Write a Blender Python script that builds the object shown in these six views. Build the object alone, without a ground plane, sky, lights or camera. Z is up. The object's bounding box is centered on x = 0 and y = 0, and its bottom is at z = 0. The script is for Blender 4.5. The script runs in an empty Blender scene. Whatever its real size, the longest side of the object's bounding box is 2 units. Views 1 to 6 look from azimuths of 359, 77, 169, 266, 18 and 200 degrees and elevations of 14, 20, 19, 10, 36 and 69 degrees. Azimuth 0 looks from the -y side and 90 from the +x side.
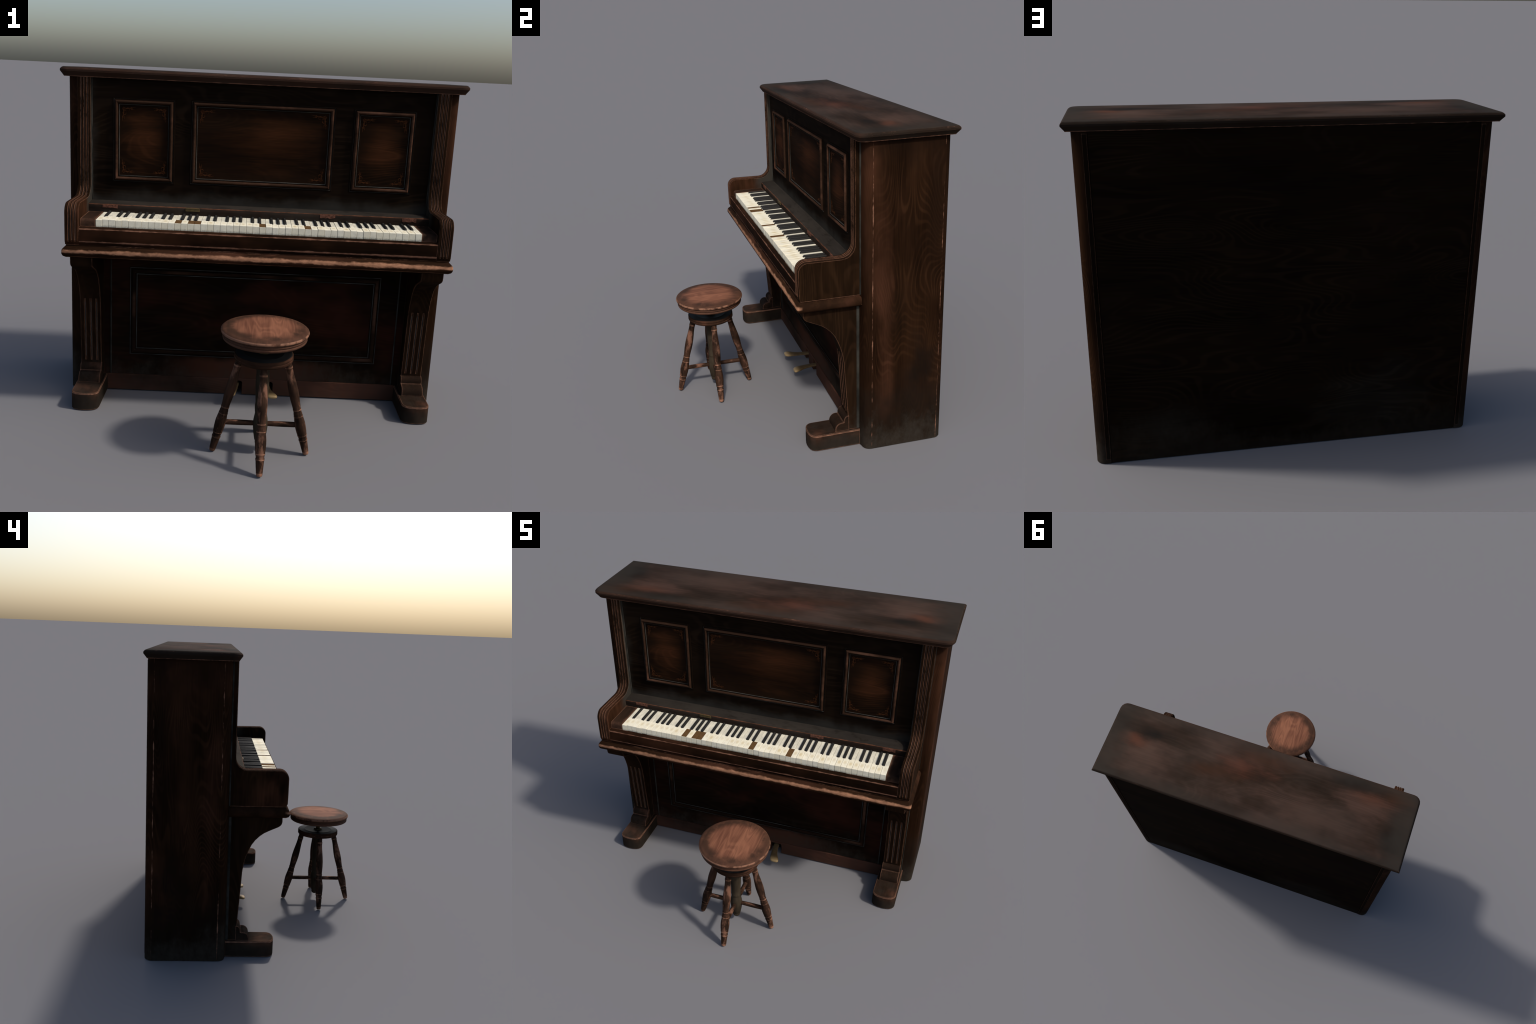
"""Worn dark upright piano with a round turned-leg stool, built part by part."""
import math
import random

import bmesh
import bpy
from mathutils import Matrix, Vector

rng = random.Random(85)
COLL = bpy.context.scene.collection

# ------------------------------------------------------------------ node helpers


class Tree:
    """Tiny helper for wiring shader nodes."""

    def __init__(self, name):
        self.mat = bpy.data.materials.new(name)
        self.mat.use_nodes = True
        self.nt = self.mat.node_tree
        self.bsdf = self.nt.nodes["Principled BSDF"]
        self.obj = self.nt.nodes.new("ShaderNodeTexCoord").outputs["Object"]

    def put(self, sock, v):
        if isinstance(v, bpy.types.NodeSocket):
            self.nt.links.new(v, sock)
        elif isinstance(v, (tuple, list)) and len(v) == 3 and sock.type == "RGBA":
            sock.default_value = (*v, 1.0)
        else:
            sock.default_value = v

    def math(self, op, a, b=0.0, c=None, clamp=False):
        n = self.nt.nodes.new("ShaderNodeMath")
        n.operation, n.use_clamp = op, clamp
        self.put(n.inputs[0], a)
        self.put(n.inputs[1], b)
        if c is not None:
            self.put(n.inputs[2], c)
        return n.outputs[0]

    def smooth(self, v, lo, hi, a=0.0, b=1.0):
        n = self.nt.nodes.new("ShaderNodeMapRange")
        n.interpolation_type = "SMOOTHSTEP"
        self.put(n.inputs["Value"], v)
        for k, x in (("From Min", lo), ("From Max", hi), ("To Min", a), ("To Max", b)):
            self.put(n.inputs[k], x)
        return n.outputs["Result"]

    def mix(self, fac, a, b, mode="MIX"):
        n = self.nt.nodes.new("ShaderNodeMix")
        n.data_type, n.blend_type = "RGBA", mode
        self.put(n.inputs[0], fac)
        self.put(n.inputs[6], a)
        self.put(n.inputs[7], b)
        return n.outputs[2]

    def mapped(self, scale, loc=(0, 0, 0), vec=None):
        n = self.nt.nodes.new("ShaderNodeMapping")
        self.put(n.inputs["Vector"], vec or self.obj)
        n.inputs["Scale"].default_value = scale
        n.inputs["Location"].default_value = loc
        return n.outputs["Vector"]

    def noise(self, scale, vec=None, detail=3.0, rough=0.55, dist=0.0):
        n = self.nt.nodes.new("ShaderNodeTexNoise")
        self.put(n.inputs["Vector"], vec or self.obj)
        n.inputs["Scale"].default_value = scale
        n.inputs["Detail"].default_value = detail
        n.inputs["Roughness"].default_value = rough
        n.inputs["Distortion"].default_value = dist
        return n.outputs["Fac"]

    def xyz(self, vec=None):
        n = self.nt.nodes.new("ShaderNodeSeparateXYZ")
        self.put(n.inputs[0], vec or self.obj)
        return n.outputs

    def random(self):
        return self.nt.nodes.new("ShaderNodeObjectInfo").outputs["Random"]

    def edge(self, radius):
        """0 on flat faces, towards 1 along the part's own edges."""
        b = self.nt.nodes.new("ShaderNodeBevel")
        b.samples = 8
        b.inputs["Radius"].default_value = radius
        g = self.nt.nodes.new("ShaderNodeNewGeometry")
        d = self.nt.nodes.new("ShaderNodeVectorMath")
        d.operation = "DOT_PRODUCT"
        self.nt.links.new(b.outputs[0], d.inputs[0])
        self.nt.links.new(g.outputs["Normal"], d.inputs[1])
        return self.smooth(self.math("SUBTRACT", 1.0, d.outputs["Value"]), 0.010, 0.13)

    def finish(self, colour, rough=0.65, spec=0.08, bump=None, strength=0.2, dist=0.002, metal=0.0):
        self.put(self.bsdf.inputs["Base Color"], colour)
        self.put(self.bsdf.inputs["Roughness"], rough)
        self.put(self.bsdf.inputs["Metallic"], metal)
        self.bsdf.inputs["Specular IOR Level"].default_value = spec
        if bump is not None:
            n = self.nt.nodes.new("ShaderNodeBump")
            n.inputs["Strength"].default_value = strength
            n.inputs["Distance"].default_value = dist
            self.put(n.inputs["Height"], bump)
            self.nt.links.new(n.outputs[0], self.bsdf.inputs["Normal"])
        return self.mat


WORN = (0.215, 0.098, 0.056)
DUST = (0.034, 0.0285, 0.0225)


def wood(name, dark, mid, grain="Z", rings=9.0, figure=1.0, patch=None, patch_at=(0.48, 0.68), patch_scale=2.4,
         wear=0.5, wear_r=0.006, lines=(), floor_dust=0.0, dust=0.0, worn=WORN, shift=0.0, bands=(), glow=None, blot=None, patch2=None, spots=()):
    """Old stained timber.  grain: axis the fibres follow.  lines: (axis, value, half width)
    of arrises rubbed down to the bare wood.  bands: (axis, low, high, colour, amount)."""
    t = Tree(name)
    k = "XYZ".index(grain)
    sc = [4.6, 4.6, 4.6]
    sc[k] = 1.05
    # growth-ring figure: contour lines of a smooth noise drawn out along the fibre
    field = t.noise(1.0, t.mapped(sc, (shift, shift * 1.7, shift * 0.6)), detail=1.0, rough=0.35, dist=0.25)
    ring = t.math("SINE", t.math("MULTIPLY", field, rings * 2.6 * 2 * math.pi))
    ring = t.smooth(ring, 0.05, 1.0)
    ring = t.math("MULTIPLY", ring, t.smooth(t.noise(3.3, t.mapped([1, 1, 1], (1.0, shift, 7.0)), detail=2.0), 0.34, 0.62))
    fs = [150.0, 150.0, 150.0]
    fs[k] = 5.0
    fibre = t.smooth(t.noise(1.0, t.mapped(fs), detail=3.0, rough=0.6), 0.32, 0.7)
    broad = t.smooth(t.noise(1.0, t.mapped([x * 1.6 for x in sc], (2.3, 0.4, shift))), 0.3, 0.72)
    g = t.math("ADD", t.math("MULTIPLY", ring, 0.34 * figure), t.math("MULTIPLY", fibre, 0.20))
    g = t.math("ADD", g, t.math("MULTIPLY", broad, 0.45), clamp=True)
    col = t.mix(g, dark, mid)
    axes = t.xyz()
    if patch:
        p = t.noise(patch_scale, t.mapped([1.0 if i != k else 0.55 for i in range(3)], (5.1, shift, 1.9)), detail=4.0, rough=0.6)
        p = t.smooth(p, patch_at[0], patch_at[1])
        p = t.math("MULTIPLY", p, t.math("ADD", 0.62, t.math("MULTIPLY", g, 0.5)), clamp=True)
        col = t.mix(p, col, patch)
    if patch2:
        p = t.noise(patch2[1], t.mapped([1.0 if i != k else 0.45 for i in range(3)], (2.2, 8.0 + shift, 6.1)), detail=5.0, rough=0.62)
        p = t.math("MULTIPLY", t.smooth(p, 0.50, 0.64), t.math("ADD", 0.35, t.math("MULTIPLY", g, 0.9)), clamp=True)
        col = t.mix(t.math("MULTIPLY", p, patch2[2]), col, patch2[0])
    # stains at known places: (axis, centre, radius, axis, centre, radius, colour, amount), edges torn by noise
    for i, (a1, c1, r1, a2, c2, r2, colour, amount) in enumerate(spots):
        d1 = t.math("DIVIDE", t.math("SUBTRACT", axes["XYZ".index(a1)], c1), r1)
        d2 = t.math("DIVIDE", t.math("SUBTRACT", axes["XYZ".index(a2)], c2), r2)
        r = t.math("SQRT", t.math("ADD", t.math("MULTIPLY", d1, d1), t.math("MULTIPLY", d2, d2)))
        n = t.noise(7.0, t.mapped([1.0 if q != k else 0.5 for q in range(3)], (i * 1.7, i * 0.9, 3.0)), detail=5.0, rough=0.62)
        r = t.math("ADD", r, t.math("MULTIPLY", t.math("SUBTRACT", n, 0.5), 2.0))
        m = t.math("MULTIPLY", t.smooth(r, 0.15, 1.1, 1.0, 0.0), t.math("ADD", 0.45, t.math("MULTIPLY", g, 0.8)), clamp=True)
        col = t.mix(t.math("MULTIPLY", m, amount), col, colour)
    if glow:
        # sunburst stain: (centre x, centre z, half width, half height, colour)
        cx, cz, hw, hh, gc = glow
        dx = t.math("DIVIDE", t.math("SUBTRACT", axes[0], cx), hw)
        dz = t.math("DIVIDE", t.math("SUBTRACT", axes[2], cz), hh)
        r = t.math("SQRT", t.math("ADD", t.math("MULTIPLY", dx, dx), t.math("MULTIPLY", dz, dz)))
        r = t.math("ADD", r, t.math("MULTIPLY", t.math("SUBTRACT", t.noise(5.0, t.mapped((0.55, 1, 3.4), (shift, 0, 0)), detail=5.0, rough=0.65), 0.5), 1.9))
        m = t.smooth(r, 0.05, 1.15, 1.0, 0.0)
        m = t.math("MULTIPLY", m, t.math("ADD", 0.12, t.math("MULTIPLY", g, 1.0)), clamp=True)
        col = t.mix(m, col, gc)
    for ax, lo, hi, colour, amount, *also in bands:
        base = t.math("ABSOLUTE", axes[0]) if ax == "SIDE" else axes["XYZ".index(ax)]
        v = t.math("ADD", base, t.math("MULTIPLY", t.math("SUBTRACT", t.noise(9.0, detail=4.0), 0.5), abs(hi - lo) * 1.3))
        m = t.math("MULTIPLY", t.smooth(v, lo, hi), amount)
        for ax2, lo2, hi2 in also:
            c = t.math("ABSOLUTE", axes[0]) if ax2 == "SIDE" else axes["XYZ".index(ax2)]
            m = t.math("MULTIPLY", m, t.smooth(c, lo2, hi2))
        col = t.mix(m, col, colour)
    if blot:
        b = t.noise(blot[1], t.mapped([1.0 if i != k else 0.5 for i in range(3)], (0.7, shift + 3.0, 4.4)), detail=4.0, rough=0.6)
        col = t.mix(t.math("MULTIPLY", t.smooth(b, 0.52, 0.70), blot[2]), col, blot[0])
    if dust:
        d = t.noise(3.1, t.mapped((1.0, 1.0, 1.0), (9.0, 2.0, shift)), detail=5.0, rough=0.62)
        col = t.mix(t.math("MULTIPLY", t.smooth(d, 0.36, 0.66), dust), col, DUST)
    if floor_dust:
        blotch = t.noise(16.0, t.mapped((1, 1, 0.6), (shift, 0, 0)), detail=8.0, rough=0.80)
        region = t.noise(1.7, t.mapped((1, 1, 0.3), (shift, 4.0, 1.0)), detail=2.0)
        reach = t.smooth(region, 0.3, 0.7, 0.14, 0.46)
        low = t.smooth(t.math("DIVIDE", axes[2], reach), 0.0, 1.0, 1.0, 0.0)
        d = t.smooth(t.math("ADD", t.math("MULTIPLY", low, 0.42), blotch), 0.60, 1.02)
        d = t.math("MULTIPLY", d, t.math("ADD", 0.35, t.math("MULTIPLY", t.noise(48.0, detail=4.0, rough=0.7), 0.9)), clamp=True)
        col = t.mix(t.math("MULTIPLY", d, floor_dust), col, DUST)
    if wear or lines:
        coarse = t.noise(6.5, t.mapped((1, 1, 1), (shift, 3.3, 0.2)), detail=4.0, rough=0.65)
        fine = t.noise(70.0, t.mapped([0.4 if i == k else 1.0 for i in range(3)]), detail=4.0, rough=0.62)
        brk = t.math("ADD", t.math("MULTIPLY", t.math("SUBTRACT", coarse, 0.5), 2.3), t.math("MULTIPLY", t.math("SUBTRACT", fine, 0.5), 1.3))
        total = None
        if wear:
            e = t.edge(wear_r)
            w = t.math("MULTIPLY", e, t.math("ADD", brk, wear))
            total = t.smooth(w, 0.26, 0.52)
        for ax, val, half, soft, gap, *only in lines:
            d = t.math("ABSOLUTE", t.math("SUBTRACT", axes["XYZ".index(ax)], val))
            w = t.math("MULTIPLY", t.math("ADD", brk, 1.0 - gap), half)
            m = t.smooth(t.math("SUBTRACT", d, w), -soft, soft * 0.7, 1.0, 0.0)
            for ax2, lo2, hi2 in only:
                m = t.math("MULTIPLY", m, t.smooth(axes["XYZ".index(ax2)], lo2, hi2))
            total = m if total is None else t.math("MAXIMUM", total, m)
        tone = t.mix(t.smooth(fine, 0.3, 0.75), tuple(c * 0.62 for c in worn), tuple(c * 1.12 for c in worn))
        col = t.mix(t.math("MULTIPLY", total, 0.9), col, tone)
    return t.finish(col, rough=0.70, spec=0.008, bump=g, strength=0.10, dist=0.0010)


def plain(name, colour, vary=0.25, scale=40.0, rough=0.7, spec=0.03, metal=0.0):
    t = Tree(name)
    n = t.smooth(t.noise(scale, detail=4.0), 0.3, 0.7)
    col = t.mix(n, tuple(c * (1 - vary) for c in colour), tuple(c * (1 + vary) for c in colour))
    return t.finish(col, rough=rough, spec=spec, metal=metal)


def ivory(name):
    """Yellowed ivory: finger stains on the head, grey veins, grime at the front lip."""
    t = Tree(name)
    rnd = t.random()
    ax = t.xyz()
    shifted = t.nt.nodes.new("ShaderNodeVectorMath")
    shifted.operation = "ADD"
    t.nt.links.new(t.obj, shifted.inputs[0])
    comb = t.nt.nodes.new("ShaderNodeCombineXYZ")
    t.put(comb.inputs[0], t.math("MULTIPLY", rnd, 17.0))
    t.put(comb.inputs[1], t.math("MULTIPLY", rnd, 5.0))
    t.nt.links.new(comb.outputs[0], shifted.inputs[1])
    vec = shifted.outputs[0]
    veins = t.noise(1.0, t.mapped((60, 22, 60), vec=vec), detail=4.0)
    col = t.mix(t.smooth(veins, 0.35, 0.7), (0.76, 0.71, 0.56), (0.67, 0.625, 0.50))
    col = t.mix(t.smooth(rnd, 0.0, 1.0, 0.0, 0.40), col, (0.66, 0.585, 0.41))
    grime = t.noise(1.0, t.mapped((90, 35, 90), (3, 1, 2), vec=vec), detail=5.0, rough=0.65)
    col = t.mix(t.smooth(grime, 0.54, 0.78, 0.0, 0.32), col, (0.40, 0.36, 0.28))
    # finger stain in the middle of the head
    dx = t.math("DIVIDE", ax[0], 0.013)
    dy = t.math("DIVIDE", t.math("ADD", ax[1], t.math("ADD", 0.036, t.math("MULTIPLY", rnd, 0.012))), 0.026)
    r = t.math("SQRT", t.math("ADD", t.math("MULTIPLY", dx, dx), t.math("MULTIPLY", dy, dy)))
    up = t.smooth(ax[2], -0.006, -0.003)
    stain = t.math("MULTIPLY", t.smooth(r, 0.2, 1.0, 1.0, 0.0), t.math("ADD", 0.3, t.math("MULTIPLY", rnd, 0.6)))
    col = t.mix(t.math("MULTIPLY", stain, up), col, (0.55, 0.45, 0.26))
    tail = t.math("MULTIPLY", t.smooth(ax[1], -0.004, 0.004), t.smooth(veins, 0.3, 0.62, 0.25, 0.8))
    col = t.mix(tail, col, (0.50, 0.47, 0.38))
    # joint between head and tail plates
    seam = t.smooth(t.math("ABSOLUTE", t.math("ADD", ax[1], 0.004)), 0.0003, 0.0009, 1.0, 0.0)
    col = t.mix(t.math("MULTIPLY", seam, 0.35), col, (0.25, 0.22, 0.16))
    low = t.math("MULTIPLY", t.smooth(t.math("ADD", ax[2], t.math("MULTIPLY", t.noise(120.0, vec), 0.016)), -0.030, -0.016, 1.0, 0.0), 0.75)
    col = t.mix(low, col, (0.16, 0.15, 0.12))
    return t.finish(col, rough=0.55, spec=0.08)


# ------------------------------------------------------------------ geometry helpers


def new_obj(name, mesh, parent=None):
    o = bpy.data.objects.new(name, mesh)
    COLL.objects.link(o)
    if parent:
        o.parent = parent
    return o


def to_mesh(name, bm, mats, angle=32):
    bmesh.ops.recalc_face_normals(bm, faces=bm.faces)
    me = bpy.data.meshes.new(name)
    bm.to_mesh(me)
    bm.free()
    for m in mats if isinstance(mats, (list, tuple)) else [mats]:
        me.materials.append(m)
    me.shade_smooth()
    me.set_sharp_from_angle(angle=math.radians(angle))
    return me


def chamfer(bm, width, min_angle=30, segments=1, where=None):
    bm.normal_update()
    es = [e for e in bm.edges if len(e.link_faces) == 2 and e.calc_face_angle(0) > math.radians(min_angle) and (where is None or where(e))]
    bmesh.ops.bevel(bm, geom=es, offset=width, segments=segments, affect="EDGES", profile=0.5, clamp_overlap=True)


def box_bm(x0, x1, y0, y1, z0, z1, bevel=0.0, segments=1, bm=None):
    bm2 = bmesh.new()
    bmesh.ops.create_cube(bm2, size=1.0)
    for v in bm2.verts:
        v.co = Vector(((x0 + x1) / 2 + v.co.x * (x1 - x0), (y0 + y1) / 2 + v.co.y * (y1 - y0), (z0 + z1) / 2 + v.co.z * (z1 - z0)))
    if bevel:
        chamfer(bm2, bevel, segments=segments)
    if bm is None:
        return bm2
    me = bpy.data.meshes.new("tmp")
    bm2.to_mesh(me)
    bm2.free()
    bm.from_mesh(me)
    bpy.data.meshes.remove(me)
    return bm


def box(name, x0, x1, y0, y1, z0, z1, mat, parent, bevel=0.002, segments=1):
    return new_obj(name, to_mesh(name, box_bm(x0, x1, y0, y1, z0, z1, bevel, segments), mat), parent)


def prism_bm(poly, axis, a0, a1, bm=None):
    """Extrude a 2D polygon.  axis X: poly is (y, z); Y: (x, z); Z: (x, y)."""
    bm = bm or bmesh.new()

    def at(p, a):
        return {"X": (a, p[0], p[1]), "Y": (p[0], a, p[1]), "Z": (p[0], p[1], a)}[axis]

    lo = [bm.verts.new(at(p, a0)) for p in poly]
    hi = [bm.verts.new(at(p, a1)) for p in poly]
    n = len(poly)
    for i in range(n):
        bm.faces.new((lo[i], lo[(i + 1) % n], hi[(i + 1) % n], hi[i]))
    bm.faces.new(lo)
    bm.faces.new(list(reversed(hi)))
    return bm


def tri_ngons(bm):
    bmesh.ops.triangulate(bm, faces=[f for f in bm.faces if len(f.verts) > 4])


def prism(name, poly, axis, a0, a1, mat, parent, bevel=0.0, min_angle=40, angle=32):
    bm = prism_bm(poly, axis, a0, a1)
    bmesh.ops.recalc_face_normals(bm, faces=bm.faces)
    if bevel:
        chamfer(bm, bevel, min_angle)
    tri_ngons(bm)
    return new_obj(name, to_mesh(name, bm, mat, angle), parent)


def arc(cx, cy, r, a0, a1, n):
    return [(cx + r * math.cos(math.radians(a0 + (a1 - a0) * i / n)), cy + r * math.sin(math.radians(a0 + (a1 - a0) * i / n))) for i in range(n + 1)]


def lathe_bm(profile, segments=32, mat_of=None):
    """profile: (radius, height) pairs, turned about z."""
    bm = bmesh.new()
    rings = []
    for r, z in profile:
        if r < 1e-6:
            rings.append([bm.verts.new((0, 0, z))])
        else:
            rings.append([bm.verts.new((r * math.cos(2 * math.pi * i / segments), r * math.sin(2 * math.pi * i / segments), z)) for i in range(segments)])
    for k in range(len(rings) - 1):
        a, b = rings[k], rings[k + 1]
        for i in range(segments):
            j = (i + 1) % segments
            if len(a) == 1 and len(b) == 1:
                continue
            if len(a) == 1:
                f = bm.faces.new((a[0], b[i], b[j]))
            elif len(b) == 1:
                f = bm.faces.new((a[i], a[j], b[0]))
            else:
                f = bm.faces.new((a[i], a[j], b[j], b[i]))
            if mat_of:
                f.material_index = mat_of(k)
    if len(rings[0]) > 1:
        bm.faces.new(list(reversed(rings[0])))
    if len(rings[-1]) > 1:
        bm.faces.new(rings[-1])
    return bm


def footprint(hx, y0, y1, inset, r, n=4, back_square=True):
    """Plan outline of a slab: rounded front corners, square back ones."""
    x, f = hx - inset, y0 + inset
    rr = max(r - inset * 0.5, 0.0025)
    pts = []
    pts += arc(-x + rr, f + rr, rr, 180, 270, n)
    pts += arc(x - rr, f + rr, rr, 270, 360, n)
    b = y1 - inset if back_square else y1
    return pts + [(x, b), (-x, b)]


def stacked_slab(levels):
    """levels: list of (outline, z) bottom to top, all with equal point counts."""
    bm = bmesh.new()
    rows = [[bm.verts.new((p[0], p[1], z)) for p in pts] for pts, z in levels]
    n = len(rows[0])
    for a, b in zip(rows, rows[1:]):
        for i in range(n):
            j = (i + 1) % n
            bm.faces.new((a[i], a[j], b[j], b[i]))
    bm.faces.new(list(reversed(rows[0])))
    bm.faces.new(rows[-1])
    return bm


def fluted_bm(path, section, back_y, fade):
    """Board whose front edge follows path (y, z) from top to bottom and carries grooves.
    section: (x, depth, is_groove) across the edge.  fade(z): 0..1 groove depth factor."""
    bm = bmesh.new()
    n, m = len(path), len(section)
    grid = []
    for i, (y, z) in enumerate(path):
        a, b = path[max(i - 1, 0)], path[min(i + 1, n - 1)]
        t = Vector((b[0] - a[0], b[1] - a[1])).normalized()
        nrm = Vector((t.y, -t.x))  # for a downward path this points to -y (outward)
        if nrm.x > 0.2:
            nrm = -nrm
        row = []
        for x, d, g in section:
            dd = d * (fade(z) if g else 1.0)
            row.append(bm.verts.new((x, y - nrm.x * dd, z - nrm.y * dd)))
        grid.append(row)
    for i in range(n - 1):
        for j in range(m - 1):
            f = bm.faces.new((grid[i][j], grid[i][j + 1], grid[i + 1][j + 1], grid[i + 1][j]))
            if section[j][2] and section[j + 1][2] and fade((path[i][1] + path[i + 1][1]) / 2) > 0.5:
                f.material_index = 1
    zt, zb = path[0][1], path[-1][1]
    bt = [bm.verts.new((section[j][0], back_y, zt)) for j in (0, m - 1)]
    bb = [bm.verts.new((section[j][0], back_y, zb)) for j in (0, m - 1)]
    bm.faces.new([grid[i][0] for i in range(n)] + [bb[0], bt[0]])
    bm.faces.new([grid[i][m - 1] for i in reversed(range(n))] + [bt[1], bb[1]])
    bm.faces.new((bt[0], bb[0], bb[1], bt[1]))
    bm.faces.new(list(reversed(grid[0])) + [bt[0], bt[1]])
    bm.faces.new(list(grid[-1]) + [bb[1], bb[0]])
    bmesh.ops.recalc_face_normals(bm, faces=bm.faces)
    tri_ngons(bm)
    return bm


def mirrored(name, mesh, parent):
    """A left-hand copy of a right-hand mesh, with real mirrored vertices."""
    bm = bmesh.new()
    bm.from_mesh(mesh)
    for v in bm.verts:
        v.co.x = -v.co.x
    return new_obj(name, to_mesh(name, bm, list(mesh.materials)), parent)


def resample(path, step):
    out = []
    for a, b in zip(path, path[1:]):
        d = math.hypot(b[0] - a[0], b[1] - a[1])
        k = max(1, int(d / step))
        out += [(a[0] + (b[0] - a[0]) * i / k, a[1] + (b[1] - a[1]) * i / k) for i in range(k)]
    return out + [path[-1]]


def frame_bm(x0, x1, z0, z1, face_y, profile, strips=()):
    """Mitred moulding round a rectangle.  profile: (inset, height out of the board)."""
    bm = bmesh.new()
    rows = []
    for d, h in profile:
        rows.append([bm.verts.new(p) for p in ((x0 + d, face_y - h, z0 + d), (x1 - d, face_y - h, z0 + d), (x1 - d, face_y - h, z1 - d), (x0 + d, face_y - h, z1 - d))])
    for k, (a, b) in enumerate(zip(rows, rows[1:])):
        for i in range(4):
            j = (i + 1) % 4
            f = bm.faces.new((a[i], a[j], b[j], b[i]))
            f.material_index = strips[k] if k < len(strips) else 0
    back = [[bm.verts.new((v.co.x, face_y + 0.003, v.co.z)) for v in rows[k]] for k in (0, -1)]
    for i in range(4):
        j = (i + 1) % 4
        bm.faces.new((rows[0][j], rows[0][i], back[0][i], back[0][j]))
        bm.faces.new((rows[-1][i], rows[-1][j], back[1][j], back[1][i]))
        bm.faces.new((back[0][i], back[1][i], back[1][j], back[0][j]))
    return bm


# ------------------------------------------------------------------ materials

DARK, MID = (0.0036, 0.0021, 0.0013), (0.0165, 0.0092, 0.0050)
GREY = (0.048, 0.0445, 0.0375)
EDGE_DUST = (0.0265, 0.0225, 0.0185)
M_LID = wood("lid_wood", (0.0120, 0.0075, 0.0054), (0.036, 0.0215, 0.0152), "X", rings=8, figure=0.7, patch=(0.050, 0.0310, 0.0235), patch_at=(0.42, 0.66),
             patch_scale=2.6,
             spots=(("X", 0.70, 0.26, "Y", 0.46, 0.13, (0.064, 0.0370, 0.0270), 0.8), ("X", -0.30, 0.42, "Y", 0.45, 0.12, (0.060, 0.0350, 0.0255), 0.75), ("X", -0.68, 0.24, "Y", 0.32, 0.11, (0.066, 0.0360, 0.0260), 0.8),
                    ("X", 0.84, 0.13, "Y", 0.375, 0.07, (0.072, 0.0270, 0.0155), 0.9), ("X", 0.14, 0.22, "Y", 0.33, 0.09, (0.078, 0.0290, 0.0175), 0.95), ("X", 0.27, 0.22, "Y", 0.42, 0.07, (0.034, 0.0150, 0.0085), 0.9),
                    ("X", 0.00, 0.24, "Y", 0.245, 0.07, (0.038, 0.0165, 0.0092), 0.85), ("X", -0.92, 0.16, "Y", 0.22, 0.06, (0.040, 0.0175, 0.0092), 0.85), ("X", -0.72, 0.20, "Y", 0.27, 0.06, (0.070, 0.0275, 0.0160), 0.7),
                    ("X", 0.71, 0.13, "Y", 0.315, 0.07, (0.0075, 0.0070, 0.0062), 0.95), ("X", -0.91, 0.12, "Y", 0.47, 0.14, (0.0085, 0.0082, 0.0068), 0.9), ("X", -0.55, 0.16, "Y", 0.215, 0.06, (0.0085, 0.0080, 0.0070), 0.85)), wear=0.42, wear_r=0.0045, dust=0.18, lines=(("Z", 1.6318, 0.0026, 0.0012, 0.5), ("Z", 1.6690, 0.0034, 0.0020, 1.25)), shift=1.3, worn=(0.160, 0.078, 0.050),
             blot=((0.0110, 0.0095, 0.0080), 3.6, 0.45),
             bands=(("Y", 0.55, 0.66, EDGE_DUST, 0.5), ("Y", 0.25, 0.17, EDGE_DUST, 0.35, ("Z", 1.669, 1.674)), ("SIDE", 0.80, 0.96, EDGE_DUST, 0.6),
                    ("Z", 1.6735, 1.6690, (0.0310, 0.0150, 0.0095), 0.75, ("Y", 0.21, 0.17)), ("Z", 1.6735, 1.6690, (0.0145, 0.0088, 0.0058), 0.85, ("Y", 0.17, 0.21))))
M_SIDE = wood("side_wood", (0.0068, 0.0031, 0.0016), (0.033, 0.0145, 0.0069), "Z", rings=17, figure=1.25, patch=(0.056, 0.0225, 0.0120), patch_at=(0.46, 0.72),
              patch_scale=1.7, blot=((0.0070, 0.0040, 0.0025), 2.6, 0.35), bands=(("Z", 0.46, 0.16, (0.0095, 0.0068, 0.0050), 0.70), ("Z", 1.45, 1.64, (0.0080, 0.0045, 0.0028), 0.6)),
              spots=(("Y", 0.30, 0.07, "Z", 0.93, 0.42, (0.058, 0.0230, 0.0130), 0.6), ("Y", 0.31, 0.06, "Z", 0.42, 0.30, (0.054, 0.0215, 0.0120), 0.6), ("Y", 0.56, 0.07, "Z", 1.30, 0.40, (0.0080, 0.0045, 0.0030), 0.6),
                     ("Y", 0.50, 0.12, "Z", 0.42, 0.22, (0.0070, 0.0048, 0.0036), 0.95)), wear=0.0, lines=(("Y", 0.2455, 0.0066, 0.0018, 0.90), ("Y", 0.603, 0.0060, 0.0018, 0.95)), floor_dust=0.8,
              shift=0.4, worn=(0.200, 0.098, 0.062))
M_BACK = wood("back_wood", (0.0038, 0.0022, 0.0013), (0.0135, 0.0072, 0.0038), "X", rings=11, figure=1.2, wear=0.0, floor_dust=0.30, shift=2.2,
              spots=(("X", -0.44, 0.34, "Z", 0.24, 0.24, (0.0200, 0.0175, 0.0140), 0.45), ("X", 0.62, 0.24, "Z", 0.16, 0.14, (0.0190, 0.0165, 0.0135), 0.4)))
M_STILE = wood("back_stile_wood", (0.0038, 0.0022, 0.0013), (0.0120, 0.0066, 0.0036), "Z", wear=0.95, wear_r=0.006, floor_dust=0.3, shift=2.9, worn=(0.140, 0.070, 0.045))
M_FRONT = wood("front_board_wood", DARK, (0.0150, 0.0090, 0.0055), "X", rings=10, wear=0.0, shift=4.1,
               bands=(("Z", 1.100, 1.022, GREY, 0.50), ("X", -0.80, -0.87, GREY, 0.30)))
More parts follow.
